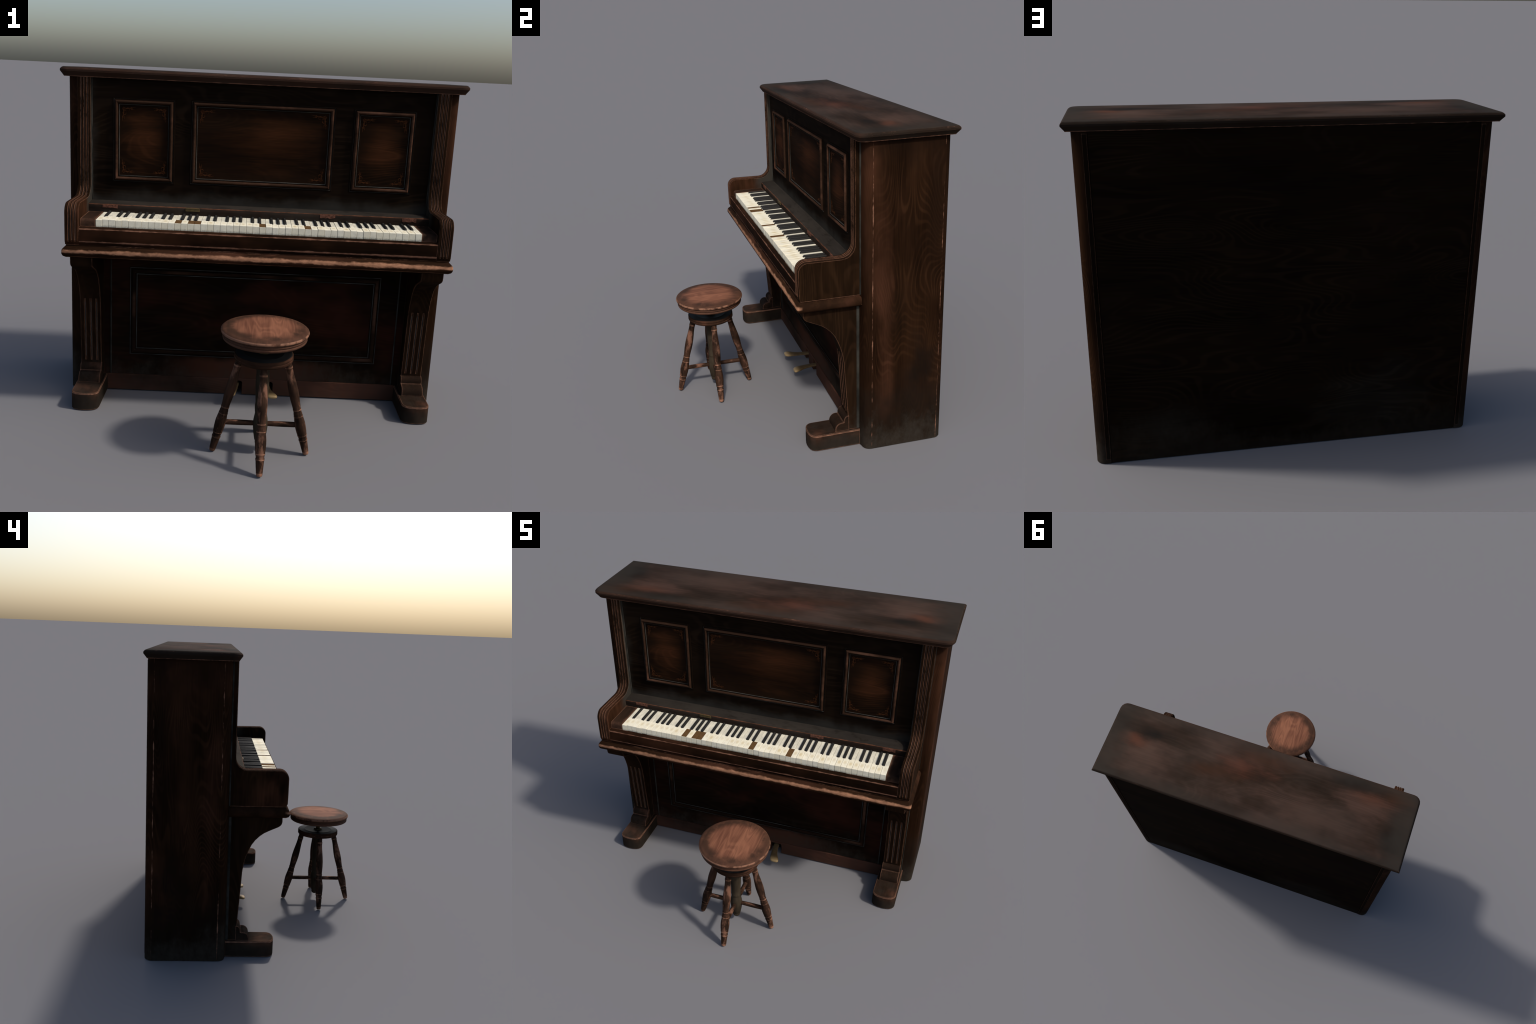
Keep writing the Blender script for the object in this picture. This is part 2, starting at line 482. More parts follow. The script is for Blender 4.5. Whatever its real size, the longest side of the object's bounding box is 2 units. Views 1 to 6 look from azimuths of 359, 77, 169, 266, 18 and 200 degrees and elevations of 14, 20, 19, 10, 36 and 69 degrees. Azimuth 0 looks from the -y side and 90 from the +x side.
M_LOW = wood("lower_board_wood", DARK, (0.0135, 0.0078, 0.0046), "X", rings=8, wear=0.0, floor_dust=0.6, shift=6.6, patch=(0.034, 0.0110, 0.0064), patch_at=(0.45, 0.68),
             bands=(("Z", 0.215, 0.165, (0.062, 0.0245, 0.0145), 0.75, ("SIDE", 0.52, 0.15)),))
M_RAIL = wood("bottom_rail_wood", (0.0055, 0.0034, 0.0024), MID, "X", patch=(0.075, 0.0310, 0.0200), patch_at=(0.36, 0.56), patch_scale=1.8, wear=0.40, floor_dust=0.45,
              wear_r=0.004, shift=1.9, worn=(0.125, 0.055, 0.034))
M_MOULD = wood("moulding_wood", (0.0180, 0.0095, 0.0060), (0.048, 0.0245, 0.0150), "X", figure=0.2, patch=(0.105, 0.0500, 0.0315), patch_at=(0.48, 0.70), patch_scale=6.0,
               wear=0.0, shift=0.9)
M_MOULD_DARK = wood("moulding_fillet_wood", (0.0042, 0.0026, 0.0017), (0.0150, 0.0085, 0.0050), "X", figure=0.2, wear=0.0, shift=0.6)
M_LINE = plain("moulding_quirk_dust", (0.036, 0.034, 0.030), vary=0.6, scale=7)
M_LINE_LOW = plain("lower_quirk_dust", (0.032, 0.031, 0.0285), vary=0.6, scale=7)
M_MOULD_LOW = wood("lower_moulding_wood", (0.0060, 0.0034, 0.0022), (0.020, 0.0110, 0.0068), "X", figure=0.3, wear=0.60, wear_r=0.004, floor_dust=0.3, shift=0.9, worn=(0.14, 0.068, 0.043),
                   patch=(0.068, 0.034, 0.0215), patch_at=(0.46, 0.66), patch_scale=3.5)
M_SLIP = wood("key_slip_wood", (0.0050, 0.0027, 0.0015), (0.0190, 0.0088, 0.0046), "X", figure=0.3, patch=(0.042, 0.0170, 0.0088), patch_at=(0.5, 0.72), wear=0.25, wear_r=0.004,
              lines=(("Z", 0.9395, 0.0036, 0.0026, 0.35), ("Z", 0.8785, 0.0046, 0.0022, 0.2)), shift=2.8, worn=(0.215, 0.103, 0.064))
M_BEAD = wood("key_bed_moulding_wood", (0.0110, 0.0054, 0.0028), (0.037, 0.0165, 0.0085), "X", figure=0.2, blot=((0.0090, 0.0048, 0.0028), 5.0, 0.8), patch=(0.055, 0.0225, 0.0132), wear=0.25, wear_r=0.006,
              lines=(("Z", 0.8325, 0.0085, 0.0050, 0.0, ("Y", -0.095, -0.118)), ("Z", 0.8060, 0.0016, 0.0014, 0.5, ("Y", -0.08, -0.10))), shift=3.7, worn=(0.330, 0.162, 0.093))
M_ARM = wood("arm_wood", (0.0055, 0.0029, 0.0015), (0.028, 0.0135, 0.0066), "Z", rings=9, figure=0.8, patch=(0.058, 0.0225, 0.0120), patch_at=(0.48, 0.7), blot=((0.0050, 0.0028, 0.0016), 5.0, 0.85),
             wear=0.80, wear_r=0.0045, shift=5.3, worn=(0.245, 0.118, 0.072), bands=(("Y", 0.01, 0.15, GREY, 0.62, ("SIDE", 0.8475, 0.8465)),))
M_LEG = wood("bracket_wood", (0.0065, 0.0036, 0.0020), (0.0250, 0.0122, 0.0062), "Z", rings=8, blot=((0.0050, 0.0030, 0.0018), 4.0, 0.8), wear=1.0, wear_r=0.0050, floor_dust=0.6, shift=7.7, worn=(0.20, 0.098, 0.060))
M_FOOT = wood("foot_wood", (0.0085, 0.0052, 0.0035), (0.030, 0.0165, 0.0105), "Y", rings=7, figure=0.6, patch=(0.080, 0.0360, 0.0215), patch_at=(0.46, 0.7), patch_scale=6.0,
              wear=1.05, wear_r=0.009, lines=(("Z", 0.0850, 0.0030, 0.0020, 0.15), ("Z", 0.002, 0.0035, 0.002, 0.6)), floor_dust=0.5, bands=(("Z", 0.085, 0.045, (0.0120, 0.0088, 0.0066), 0.75),), shift=8.8, worn=(0.235, 0.118, 0.075))
M_SHELF = wood("fallboard_wood", (0.017, 0.0140, 0.0115), (0.034, 0.0285, 0.0235), "X", figure=0.3, wear=0.2, wear_r=0.003, dust=0.6, shift=9.4, blot=((0.012, 0.0098, 0.0080), 34.0, 0.8),
               lines=(("Z", 1.0212, 0.0022, 0.0012, 0.25),), worn=(0.135, 0.056, 0.030), bands=(("Y", 0.1165, 0.1115, (0.0200, 0.0105, 0.0070), 0.7),))
M_BLOCK = wood("key_block_wood", (0.0140, 0.0078, 0.0052), (0.046, 0.0240, 0.0150), "Y", figure=0.4, wear=0.85, wear_r=0.010, shift=1.1, dust=0.15, patch=(0.085, 0.040, 0.025), patch_scale=9, worn=(0.17, 0.083, 0.050))
M_BED = plain("key_bed_dark", (0.010, 0.007, 0.005))
M_GROOVE = plain("groove_dust", (0.052, 0.049, 0.043), vary=0.35, scale=25)
M_GROOVE_ARM = plain("arm_groove_dust", (0.026, 0.0235, 0.0200), vary=0.5, scale=12)
M_SEAM = plain("seam_dust", (0.026, 0.0245, 0.021), vary=0.55, scale=9)
M_SCAR = plain("bare_wood_scar", (0.105, 0.046, 0.030), vary=0.45, scale=90)
M_BRASS_OLD = plain("tarnished_brass", (0.075, 0.052, 0.018), vary=0.4, scale=60, rough=0.55, spec=0.3, metal=0.25)
M_INLAY = plain("marquetry_inlay", (0.040, 0.0145, 0.0055), vary=0.45, scale=70)
M_BROWN_KEY = wood("bare_key_wood", (0.080, 0.042, 0.018), (0.135, 0.075, 0.030), "Y", figure=0.6, wear=0.0)
M_IVORY = ivory("yellowed_ivory")


def ebony():
    t = Tree("ebony")
    n = t.noise(1.0, t.mapped((120, 14, 120)), detail=3.0)
    up = t.smooth(t.xyz()[2], 0.002, 0.0060)
    col = t.mix(t.smooth(n, 0.3, 0.7), (0.0085, 0.0085, 0.009), (0.021, 0.020, 0.0185))
    return t.finish(t.mix(t.math("MULTIPLY", up, 0.15), col, (0.034, 0.031, 0.026)), rough=0.55, spec=0.08)


M_EBONY = ebony()


def brass():
    t = Tree("pedal_brass")
    ax = t.xyz()
    g = t.noise(35.0, detail=4.0)
    rub = t.smooth(t.math("ADD", ax[1], t.math("MULTIPLY", t.math("SUBTRACT", g, 0.5), 0.05)), 0.105, 0.06)
    col = t.mix(t.smooth(g, 0.3, 0.7), (0.085, 0.056, 0.027), (0.135, 0.092, 0.044))
    col = t.mix(t.math("MULTIPLY", rub, 0.85), col, (0.34, 0.235, 0.110))
    return t.finish(col, rough=0.45, spec=0.3, metal=0.15)


M_BRASS = brass()

# ------------------------------------------------------------------ piano

piano = bpy.data.objects.new("upright_piano", None)
COLL.objects.link(piano)
piano["label"] = "old dark wooden upright piano with yellowed worn keys"
piano["category"] = "upright piano"

TOP = 1.6310
# side panels: full-height posts with rounded front and chamfered back corners
side_plan = [(0.846, 0.200), (0.904, 0.200), (0.916, 0.2035)] + arc(0.9245, 0.243, 0.038, 285, 360, 5) + \
            [(0.9625, 0.604), (0.9568, 0.618), (0.9450, 0.631), (0.931, 0.638), (0.919, 0.640), (0.893, 0.640), (0.893, 0.600), (0.846, 0.600)]
bm = prism_bm(side_plan, "Z", 0.0, TOP)
bmesh.ops.recalc_face_normals(bm, faces=bm.faces)
tri_ngons(bm)
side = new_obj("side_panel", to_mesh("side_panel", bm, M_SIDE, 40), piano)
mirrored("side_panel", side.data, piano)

box("back_panel", -0.8925, 0.8925, 0.598, 0.6385, 0.0, TOP, M_BACK, piano, 0.0025)
box("bottom_board", -0.85, 0.85, 0.235, 0.598, 0.02, 0.05, M_BED, piano, 0.0)
# edge bead down each back corner
for s in (1, -1):
    a, b = sorted((s * 0.8935, s * 0.918))
    box("back_stile", a, b, 0.634, 0.6415, 0.02, 1.622, M_STILE, piano, 0.0022)

# lid with rounded front corners and a chamfered overhanging edge
lid_rows = [(0.0170, 1.6298), (0.0145, 1.6345), (0.002, 1.6520), (0.0, 1.6545), (0.0, 1.6630), (0.0035, 1.6680), (0.0085, 1.6725), (0.0140, 1.6750)]
bm = stacked_slab([(footprint(1.0, 0.155, 0.6575, i, 0.046), z) for i, z in lid_rows])
new_obj("lid", to_mesh("lid", bm, M_LID, 30), piano)

# upper front board
BOARD = 0.1950
box("upper_front_board", -0.846, 0.846, BOARD, 0.232, 0.90, TOP, M_FRONT, piano, 0.0)

PROFILE = [(-0.0130, 0.0), (-0.0118, 0.0030), (-0.0075, 0.0036), (-0.0060, 0.0018), (-0.0030, 0.0022), (-0.0015, 0.0060), (0.0015, 0.0122),
           (0.0060, 0.0152), (0.0105, 0.0134), (0.0135, 0.0085), (0.0150, 0.0066), (0.0190, 0.0062), (0.0215, 0.0044), (0.0235, 0.0012)]


STRIPS = [1, 1, 2, 1, 1, 0, 0, 0, 0, 1, 1, 2, 1]


def scroll_corner():
    """Marquetry sprig for the corner of a panel: a leaf, two curling stems and buds (flat, just proud)."""
    bm = bmesh.new()

    def ribbon(pts, w0, w1):
        n = len(pts)
        rows = []
        for i, p in enumerate(pts):
            a, b = Vector(pts[max(i - 1, 0)]), Vector(pts[min(i + 1, n - 1)])
            t = (b - a).normalized()
            nr = Vector((-t.y, t.x)) * (w0 + (w1 - w0) * i / (n - 1)) / 2
            row = [bm.verts.new((p[0] + nr.x, 0.0008, p[1] + nr.y)), bm.verts.new((p[0] + nr.x, 0, p[1] + nr.y)),
                   bm.verts.new((p[0] - nr.x, 0, p[1] - nr.y)), bm.verts.new((p[0] - nr.x, 0.0008, p[1] - nr.y))]
            rows.append(row)
        for a, b in zip(rows, rows[1:]):
            for k in range(3):
                bm.faces.new((a[k], a[k + 1], b[k + 1], b[k]))
        bm.faces.new(rows[0])
        bm.faces.new(rows[-1])

    def curl(cx, cz, r0, r1, a0, a1, w0, w1, n=14):
        pts = []
        for i in range(n + 1):
            f = i / n
            a, r = math.radians(a0 + (a1 - a0) * f), r0 + (r1 - r0) * f
            pts.append((cx + r * math.cos(a), cz + r * math.sin(a)))
        ribbon(pts, w0, w1)

    for flip in (0, 1):
        before = set(bm.verts)
        ribbon([(0.004, 0.006), (0.010, 0.020), (0.008, 0.036), (0.004, 0.052), (0.003, 0.068)], 0.0075, 0.0012)
        curl(0.016, 0.030, 0.011, 0.003, 200, -60, 0.0040, 0.0014)
        curl(0.009, 0.047, 0.007, 0.002, 190, -120, 0.0030, 0.0010)
        ribbon([(0.006, 0.040), (0.013, 0.052), (0.011, 0.062)], 0.0040, 0.0010)
        ribbon([(0.004, 0.008), (0.012, 0.014), (0.019, 0.016), (0.024, 0.022)], 0.0075, 0.0012)
        if flip:
            for v in bm.verts:
                if v not in before:
                    v.co.x, v.co.z = v.co.z, v.co.x
    return to_mesh("inlay_corner", bm, M_INLAY)


inlay = scroll_corner()
panels = [(-0.729, -0.447, 1.138, 1.5275), (-0.345, 0.3435, 1.138, 1.5310), (0.455, 0.741, 1.138, 1.5275)]
for x0, x1, z0, z1 in panels:
    new_obj("panel_moulding", to_mesh("panel_moulding", frame_bm(x0, x1, z0, z1, BOARD, PROFILE, STRIPS), [M_MOULD, M_MOULD_DARK, M_LINE], 25), piano)
    cx, cz, hw, hh = (x0 + x1) / 2, (z0 + z1) / 2, (x1 - x0) / 2, (z1 - z0) / 2
    wide = hw > 0.2
    mat = wood("panel_veneer", (0.0058, 0.0032, 0.0020), (0.0180, 0.0090, 0.0050), "X", rings=12, wear=0.0, shift=2.0 + cx,
               glow=(cx + (0.05 if wide else 0.0), cz + 0.01, hw * 0.78, hh * 0.86, (0.054, 0.0190, 0.0080)))
    panel = box("upper_panel", x0 + 0.022, x1 - 0.022, BOARD - 0.0016, BOARD + 0.006, z0 + 0.022, z1 - 0.022, mat, piano, 0.0)
    for sx in (1, -1):
        for sz in (1, -1):
            o = new_obj("inlay_corner", inlay, panel)
            o.location = (cx - sx * (hw - 0.031), BOARD - 0.0024, cz - sz * (hh - 0.031))
            o.scale = (sx * (1.15 if wide else 1.0), 1, sz)

# fallboard shelf behind the keys, with hinge scars and one surviving hinge
shelf_poly = [(0.199, 1.0290), (0.121, 1.0250), (0.1135, 1.0230), (0.1105, 1.0175), (0.1110, 1.004), (0.1165, 0.950), (0.199, 0.950)]
fall = prism("fallboard", shelf_poly, "X", -0.8445, 0.8445, M_SHELF, piano)


def plate(name, x0, x1, z0, z1, mat, ragged):
    bm = bmesh.new()
    n = 9
    rows = []
    for i in range(n):
        f = i / (n - 1)
        x = x0 + (x1 - x0) * f
        dt, db = (rng.uniform(-1, 1) * ragged for _ in "ab")
        rows.append((x, z1 + dt * 0.4, z0 + db))
    top = [(x, zt) for x, zt, _ in rows]
    bot = [(x, zb) for x, _, zb in reversed(rows)]
    bm = prism_bm(top + bot, "Y", 0.1095, 0.116)
    tri_ngons(bm)
    return new_obj(name, to_mesh(name, bm, mat), fall)


plate("hinge_scar", -0.776, -0.702, 1.0045, 1.0205, M_SCAR, 0.0030)
plate("hinge_scar", 0.302, 0.377, 1.0030, 1.0205, M_SCAR, 0.0035)
plate("hinge_scar", 0.711, 0.781, 1.0035, 1.0205, M_SCAR, 0.0040)
hb = box_bm(-0.367, -0.296, 0.1080, 0.1150, 1.0045, 1.0195, 0.0012)
for i in range(3):
    kx = -0.367 + 0.0237 * i
    seg = lathe_bm([(0.0026, 0.0), (0.0026, 0.0215)], 10)
    bmesh.ops.rotate(seg, verts=seg.verts, matrix=Matrix.Rotation(math.pi / 2, 3, "Y"))
    bmesh.ops.translate(seg, verts=seg.verts, vec=(kx + 0.001, 0.1090, 1.0200))
    tmp = bpy.data.meshes.new("tmp")
    seg.to_mesh(tmp)
    seg.free()
    hb.from_mesh(tmp)
    bpy.data.meshes.remove(tmp)
new_obj("hinge", to_mesh("hinge", hb, M_BRASS_OLD), fall)

# key bed, slip and the moulding that wraps round its front and sides
keybed = box("key_bed", -0.8445, 0.8445, -0.104, 0.205, 0.861, 0.9440, M_BED, piano, 0.0)
slip_poly = [(-0.0895, 0.862), (-0.1050, 0.8605), (-0.1065, 0.868), (-0.1115, 0.8765), (-0.1125, 0.8800), (-0.1125, 0.9360),
             (-0.1110, 0.9425), (-0.1070, 0.9465), (-0.1020, 0.9480), (-0.0895, 0.9480)]
prism("key_slip", slip_poly, "X", -0.8448, 0.8448, M_SLIP, piano, angle=40)
bead_rows = [(0.0180, 0.8005), (0.0055, 0.8080), (0.0006, 0.8165), (0.0, 0.8250), (0.0006, 0.8350), (0.0050, 0.8425), (0.0125, 0.8500), (0.0190, 0.8545), (0.0205, 0.8605)]
bm = stacked_slab([(footprint(0.927, -0.1265, 0.2035, i, 0.010, n=2, back_square=False), z) for i, z in bead_rows])
new_obj("key_bed_moulding", to_mesh("key_bed_moulding", bm, M_BEAD, 38), piano)

block_poly = [(-0.087, 0.947), (-0.087, 0.972), (-0.0845, 0.9785), (-0.079, 0.9825), (-0.070, 0.984), (0.112, 0.984), (0.112, 0.947)]
for s in (1, -1):
    a, b = sorted((s * 0.7725, s * 0.8440))
    prism("key_block", block_poly, "X", a, b, M_BLOCK, piano, angle=40)

# ---- keys: 85 notes, A to A.  White keys are cut away round the black ones.
PITCH = 1.542 / 50
LETTERS = "ABCDEFG"
LEFT_CUT = {"A": 0.40, "B": 0.62, "C": 0.0, "D": 0.62, "E": 0.62, "F": 0.0, "G": 0.52}    # share of half a black key
RIGHT_CUT = {"A": 0.60, "B": 0.0, "C": 0.62, "D": 0.62, "E": 0.0, "F": 0.62, "G": 0.60}
BLACK_W = 0.0142


def black_offset(letter):
    """Black key after this white letter, measured from the joint of the two white keys."""
    return {"A": 0.0016, "C": -0.0016, "D": 0.0016, "F": -0.0018, "G": 0.0}.get(letter)


BEFORE = {"B": "A", "D": "C", "E": "D", "G": "F", "A": "G"}


def white_key(letter, first, last, bare):
    """Origin on the key's centre line at y = 0 and the level of its top."""
    w = PITCH / 2 - 0.00060
    head, neck, tail = -0.0868, -0.0065, 0.114
    lx, rx = -w, w
    if letter in BEFORE and not first:
        lx = -PITCH / 2 + black_offset(BEFORE[letter]) + BLACK_W / 2 + 0.0006
    if black_offset(letter) is not None and not last:
        rx = PITCH / 2 + black_offset(letter) - BLACK_W / 2 - 0.0006
    bm = bmesh.new()
    plan = [(-w, head), (w, head)]
    plan += [(w, neck), (rx, neck)] if rx != w else []
    plan += [(rx, tail), (lx, tail)]
    plan += [(lx, neck), (-w, neck)] if lx != -w else []
    lo = -0.0365
    prism_bm(plan, "Z", lo, 0.0, bm)
    bmesh.ops.recalc_face_normals(bm, faces=bm.faces)
    chamfer(bm, 0.0007, where=lambda e: min(v.co.z for v in e.verts) > -0.001 or (abs(e.verts[0].co.x - e.verts[1].co.x) < 1e-5 and max(v.co.y for v in e.verts) < head + 1e-4))
    if bare:
        # ivory head plate gone: its place is sunk and shows the wooden stick
        bmesh.ops.bisect_plane(bm, geom=bm.verts[:] + bm.edges[:] + bm.faces[:], plane_co=(0, neck + 0.001, 0), plane_no=(0, 1, 0))
        for v in bm.verts:
            if v.co.y <= neck + 0.0011 and v.co.z > -0.002:
                v.co.z -= 0.0016
        bm.normal_update()
        for f in bm.faces:
            if f.calc_center_median().y < neck + 0.001 and f.normal.y > -0.5:
                f.material_index = 1
    tri_ngons(bm)
    return to_mesh("white_key", bm, [M_IVORY, M_BROWN_KEY], 20)


def black_key():
    """Tapered block with a sloping front, origin at its front foot."""
    bm = bmesh.new()
    b, t, h, L = BLACK_W / 2, 0.0046, 0.0082, 0.1165
    lo = [bm.verts.new(p) for p in ((-b, 0, -0.012), (b, 0, -0.012), (b, L, -0.012), (-b, L, -0.012))]
    md = [bm.verts.new(p) for p in ((-b, 0, 0.0), (b, 0, 0.0), (b, L, 0.0), (-b, L, 0.0))]
    up = [bm.verts.new(p) for p in ((-t, 0.0060, h), (t, 0.0060, h), (t, L, h), (-t, L, h))]
    for p, q in ((lo, md), (md, up)):
        for i in range(4):
            j = (i + 1) % 4
            bm.faces.new((p[i], p[j], q[j], q[i]))
    bm.faces.new(list(reversed(lo)))
    bm.faces.new(up)
    bmesh.ops.recalc_face_normals(bm, faces=bm.faces)
    chamfer(bm, 0.0010, 20, 2, where=lambda e: max(v.co.z for v in e.verts) > 0.005)
    return to_mesh("black_key", bm, M_EBONY, 35)


KEY_TOP = 0.9845
BARE = {12, 14, 15, 25, 32}
cache, black = {}, black_key()
for i in range(50):
    letter = LETTERS[i % 7]
    kind = (letter, i == 0, i == 49, i in BARE)
    if kind not in cache:
        cache[kind] = white_key(*kind)
    o = new_obj("white_key", cache[kind], keybed)
    x = -0.771 + PITCH * (i + 0.5)
    drop = rng.choice((0, 0, 0.0004, 0.0008, 0.0016, 0.0022)) if i not in BARE else 0.0006
    o.location = (x, rng.uniform(-0.0005, 0.0005), KEY_TOP - drop)
    if i < 49 and black_offset(letter) is not None:
        b = new_obj("black_key", black, keybed)
        b.location = (x + PITCH / 2 + black_offset(letter), -0.0055, KEY_TOP + rng.uniform(-0.0008, 0.0006))

# ---- arms: cheek boards with an S-curved, fluted front edge
arm_path = [(0.172, TOP), (0.172, 1.126)] + arc(0.106, 1.124, 0.066, 0, -90, 9)[1:] + \
           [(-0.066, 1.0605)] + arc(-0.066, 1.0115, 0.049, 90, 180, 9)[1:] + [(-0.1145, 0.930), (-0.1135, 0.884), (-0.1130, 0.8765), (-0.1080, 0.868), (-0.1060, 0.8607)]
arm_path = resample(arm_path, 0.03)


def groove(c, half, depth):
    return [(c - half, 0.0, False), (c - half * 0.62, depth, True), (c + half * 0.62, depth, True), (c + half, 0.0, False)]


arm_section = [(0.8455, 0.0035, False), (0.8490, 0.0004, False), (0.8540, 0.0, False)] + groove(0.8625, 0.0030, 0.0045) + [(0.8700, -0.0006, False)] + \
    groove(0.8775, 0.0030, 0.0045) + [(0.8852, -0.0006, False)] + groove(0.8930, 0.0030, 0.0045) + [(0.9030, 0.0, False), (0.9085, 0.0004, False), (0.9120, 0.0035, False)]


def arm_fade(z):
    return max(0.0, min(1.0, (1.622 - z) / 0.012, (z - 0.880) / 0.012))


bm = fluted_bm(arm_path, arm_section, 0.2015, arm_fade)
arm = new_obj("arm", to_mesh("arm", bm, [M_ARM, M_GROOVE_ARM], 30), piano)
mirrored("arm", arm.data, piano)
# dusty seam between the arm and the side panel
for s in (1, -1):
    a, b = sorted((s * 0.9115, s * 0.9136))
    box("seam_bead", a, b, 0.1955, 0.2060, 0.861, TOP - 0.001, M_SEAM, piano, 0.001)
    a, b = sorted((s * 0.8930, s * 0.8968))
    box("seam_bead", a, b, 0.186, 0.203, 0.095, 0.803, M_SEAM, piano, 0.0015)
    a, b = sorted((s * 0.8405, s * 0.8452))
    box("seam_bead", a, b, 0.1910, 0.1960, 1.0285, TOP - 0.001, M_SEAM, piano, 0.001)

# ---- legs: curved brackets with three stopped flutes, scrolls at the foot
leg_path = [(-0.0905, 0.8025), (-0.0905, 0.774), (-0.0880, 0.762), (-0.0815, 0.752), (-0.0700, 0.7440), (-0.050, 0.735), (-0.022, 0.7225), (0.006, 0.7085), (0.028, 0.6925),
            (0.052, 0.6695), (0.071, 0.643), (0.087, 0.6095), (0.100, 0.575), (0.1115, 0.532), (0.1180, 0.487), (0.1225, 0.410), (0.1285, 0.320), (0.1345, 0.235), (0.1390, 0.165), (0.1405, 0.094)]
leg_path = resample(leg_path, 0.02)
leg_section = [(0.7870, 0.0025, False), (0.7895, 0.0, False), (0.7985, 0.0, False)] + groove(0.8095, 0.0036, 0.005) + [(0.8240, 0.0, False)] + groove(0.8385, 0.0036, 0.005) + \
    [(0.8530, 0.0, False)] + groove(0.8675, 0.0036, 0.005) + [(0.8785, 0.0, False), (0.8900, 0.0, False), (0.8930, 0.0025, False)]


def leg_fade(z):
    return max(0.0, min(1.0, (0.520 - z) / 0.008, (z - 0.206) / 0.008))


bm = fluted_bm(leg_path, leg_section, 0.2035, leg_fade)
leg = new_obj("leg", to_mesh("leg", bm, [M_LEG, M_GROOVE], 30), piano)
mirrored("leg", leg.data, piano)

scroll_poly = [(0.145, 0.0905), (0.0690, 0.0905), (0.0690, 0.106), (0.0725, 0.119), (0.0800, 0.1295), (0.0905, 0.1365), (0.1020, 0.1390), (0.1125, 0.1380),
               (0.1165, 0.1405), (0.1165, 0.1510), (0.1190, 0.1610), (0.1245, 0.1695), (0.1320, 0.1750), (0.1450, 0.1770)]
bm = prism_bm(scroll_poly, "X", 0.7845, 0.8945)
bmesh.ops.recalc_face_normals(bm, faces=bm.faces)
chamfer(bm, 0.0018, 60)
tri_ngons(bm)
scroll = new_obj("leg_scroll", to_mesh("leg_scroll", bm, M_FOOT, 32), piano)
mirrored("leg_scroll", scroll.data, piano)

foot_plan = [(0.7675, 0.203), (0.7675, -0.0300)] + [(0.7705, -0.0440), (0.7800, -0.0570), (0.7950, -0.0655), (0.8150, -0.0700), (0.8370, -0.0715), (0.8590, -0.0700), (0.8790, -0.0655), (0.8930, -0.0570), (0.9015, -0.0440)] + \
            [(0.9045, -0.0300), (0.9045, 0.203)]
bm = prism_bm(foot_plan, "Z", 0.0, 0.0912)
bmesh.ops.recalc_face_normals(bm, faces=bm.faces)
chamfer(bm, 0.0032, 50)
tri_ngons(bm)
foot = new_obj("foot", to_mesh("foot", bm, M_FOOT, 30), piano)
mirrored("foot", foot.data, piano)

# ---- lower front: board, framed panel, stiles, bottom rail with pedal slots
LOW = 0.2060
box("lower_front_board", -0.7545, 0.7545, LOW, 0.238, 0.080, 0.862, M_LOW, piano, 0.0)
LOW_PROFILE = [(-0.0035, 0.0), (-0.0025, 0.0040), (0.0010, 0.0050), (0.0040, 0.0030), (0.0062, 0.0034), (0.0090, 0.0085), (0.0130, 0.0108), (0.0180, 0.0112), (0.0225, 0.0096), (0.0258, 0.0060),
               (0.0290, 0.0030), (0.0305, 0.0044), (0.0345, 0.0048), (0.0372, 0.0030), (0.0385, -0.001)]
LOW_STRIPS = [1, 2, 1, 1, 1, 0, 0, 0, 0, 1, 1, 2, 1, 1]
new_obj("lower_panel_moulding", to_mesh("lower_panel_moulding", frame_bm(-0.648, 0.648, 0.209, 0.680, LOW, LOW_PROFILE, LOW_STRIPS), [M_MOULD_LOW, M_MOULD_DARK, M_LINE_LOW], 25), piano)
for s in (1, -1):
    a, b = sorted((s * 0.7540, s * 0.850))
    box("stile", a, b, LOW + 0.0025, LOW + 0.034, 0.080, 0.862, M_LOW, piano, 0.0)
    a, b = sorted((s * 0.7465, s * 0.7530))
    box("stile_bead", a, b, LOW - 0.0045, LOW + 0.004, 0.091, 0.803, M_SEAM, piano, 0.0018, 2)

rail = [(-0.768, 0.0035), (-0.119, 0.0035), (-0.119, 0.070), (-0.116, 0.0765), (-0.108, 0.0795), (-0.058, 0.0795), (-0.051, 0.0765), (-0.048, 0.070), (-0.048, 0.0035),
        (0.046, 0.0035), (0.046, 0.070), (0.049, 0.0765), (0.056, 0.0795), (0.106, 0.0795), (0.114, 0.0765), (0.117, 0.070), (0.117, 0.0035), (0.768, 0.0035), (0.768, 0.0915), (-0.768, 0.0915)]
prism("bottom_rail", rail, "Y", 0.1985, 0.2300, M_RAIL, piano, bevel=0.002, min_angle=60)

# ---- pedals: narrow shanks that swell into rounded toes
pedal_stations = [  # y, centre x, half width, centre z, half height
    (0.262, 0.0800, 0.0170, 0.0560, 0.0055), (0.210, 0.0815, 0.0172, 0.0565, 0.0055), (0.175, 0.0850, 0.0175, 0.0570, 0.0058), (0.145, 0.0890, 0.0185, 0.0570, 0.0062),
    (0.118, 0.0950, 0.0215, 0.0570, 0.0078), (0.096, 0.1020, 0.0255, 0.0570, 0.0095), (0.078, 0.1080, 0.0280, 0.0565, 0.0102), (0.066, 0.1120, 0.0272, 0.0560, 0.0095),
    (0.058, 0.1140, 0.0222, 0.0555, 0.0078), (0.0545, 0.1150, 0.0120, 0.0552, 0.0045)]
bm = bmesh.new()
rows = []
for y, cx, hw, cz, hh in pedal_stations:
    row = []
    for i in range(20):
        a = 2 * math.pi * i / 20
        c, s = math.cos(a), math.sin(a)
        row.append(bm.verts.new((cx + hw * math.copysign(abs(c) ** 0.75, c), y, cz + hh * math.copysign(abs(s) ** 0.75, s))))
    rows.append(row)
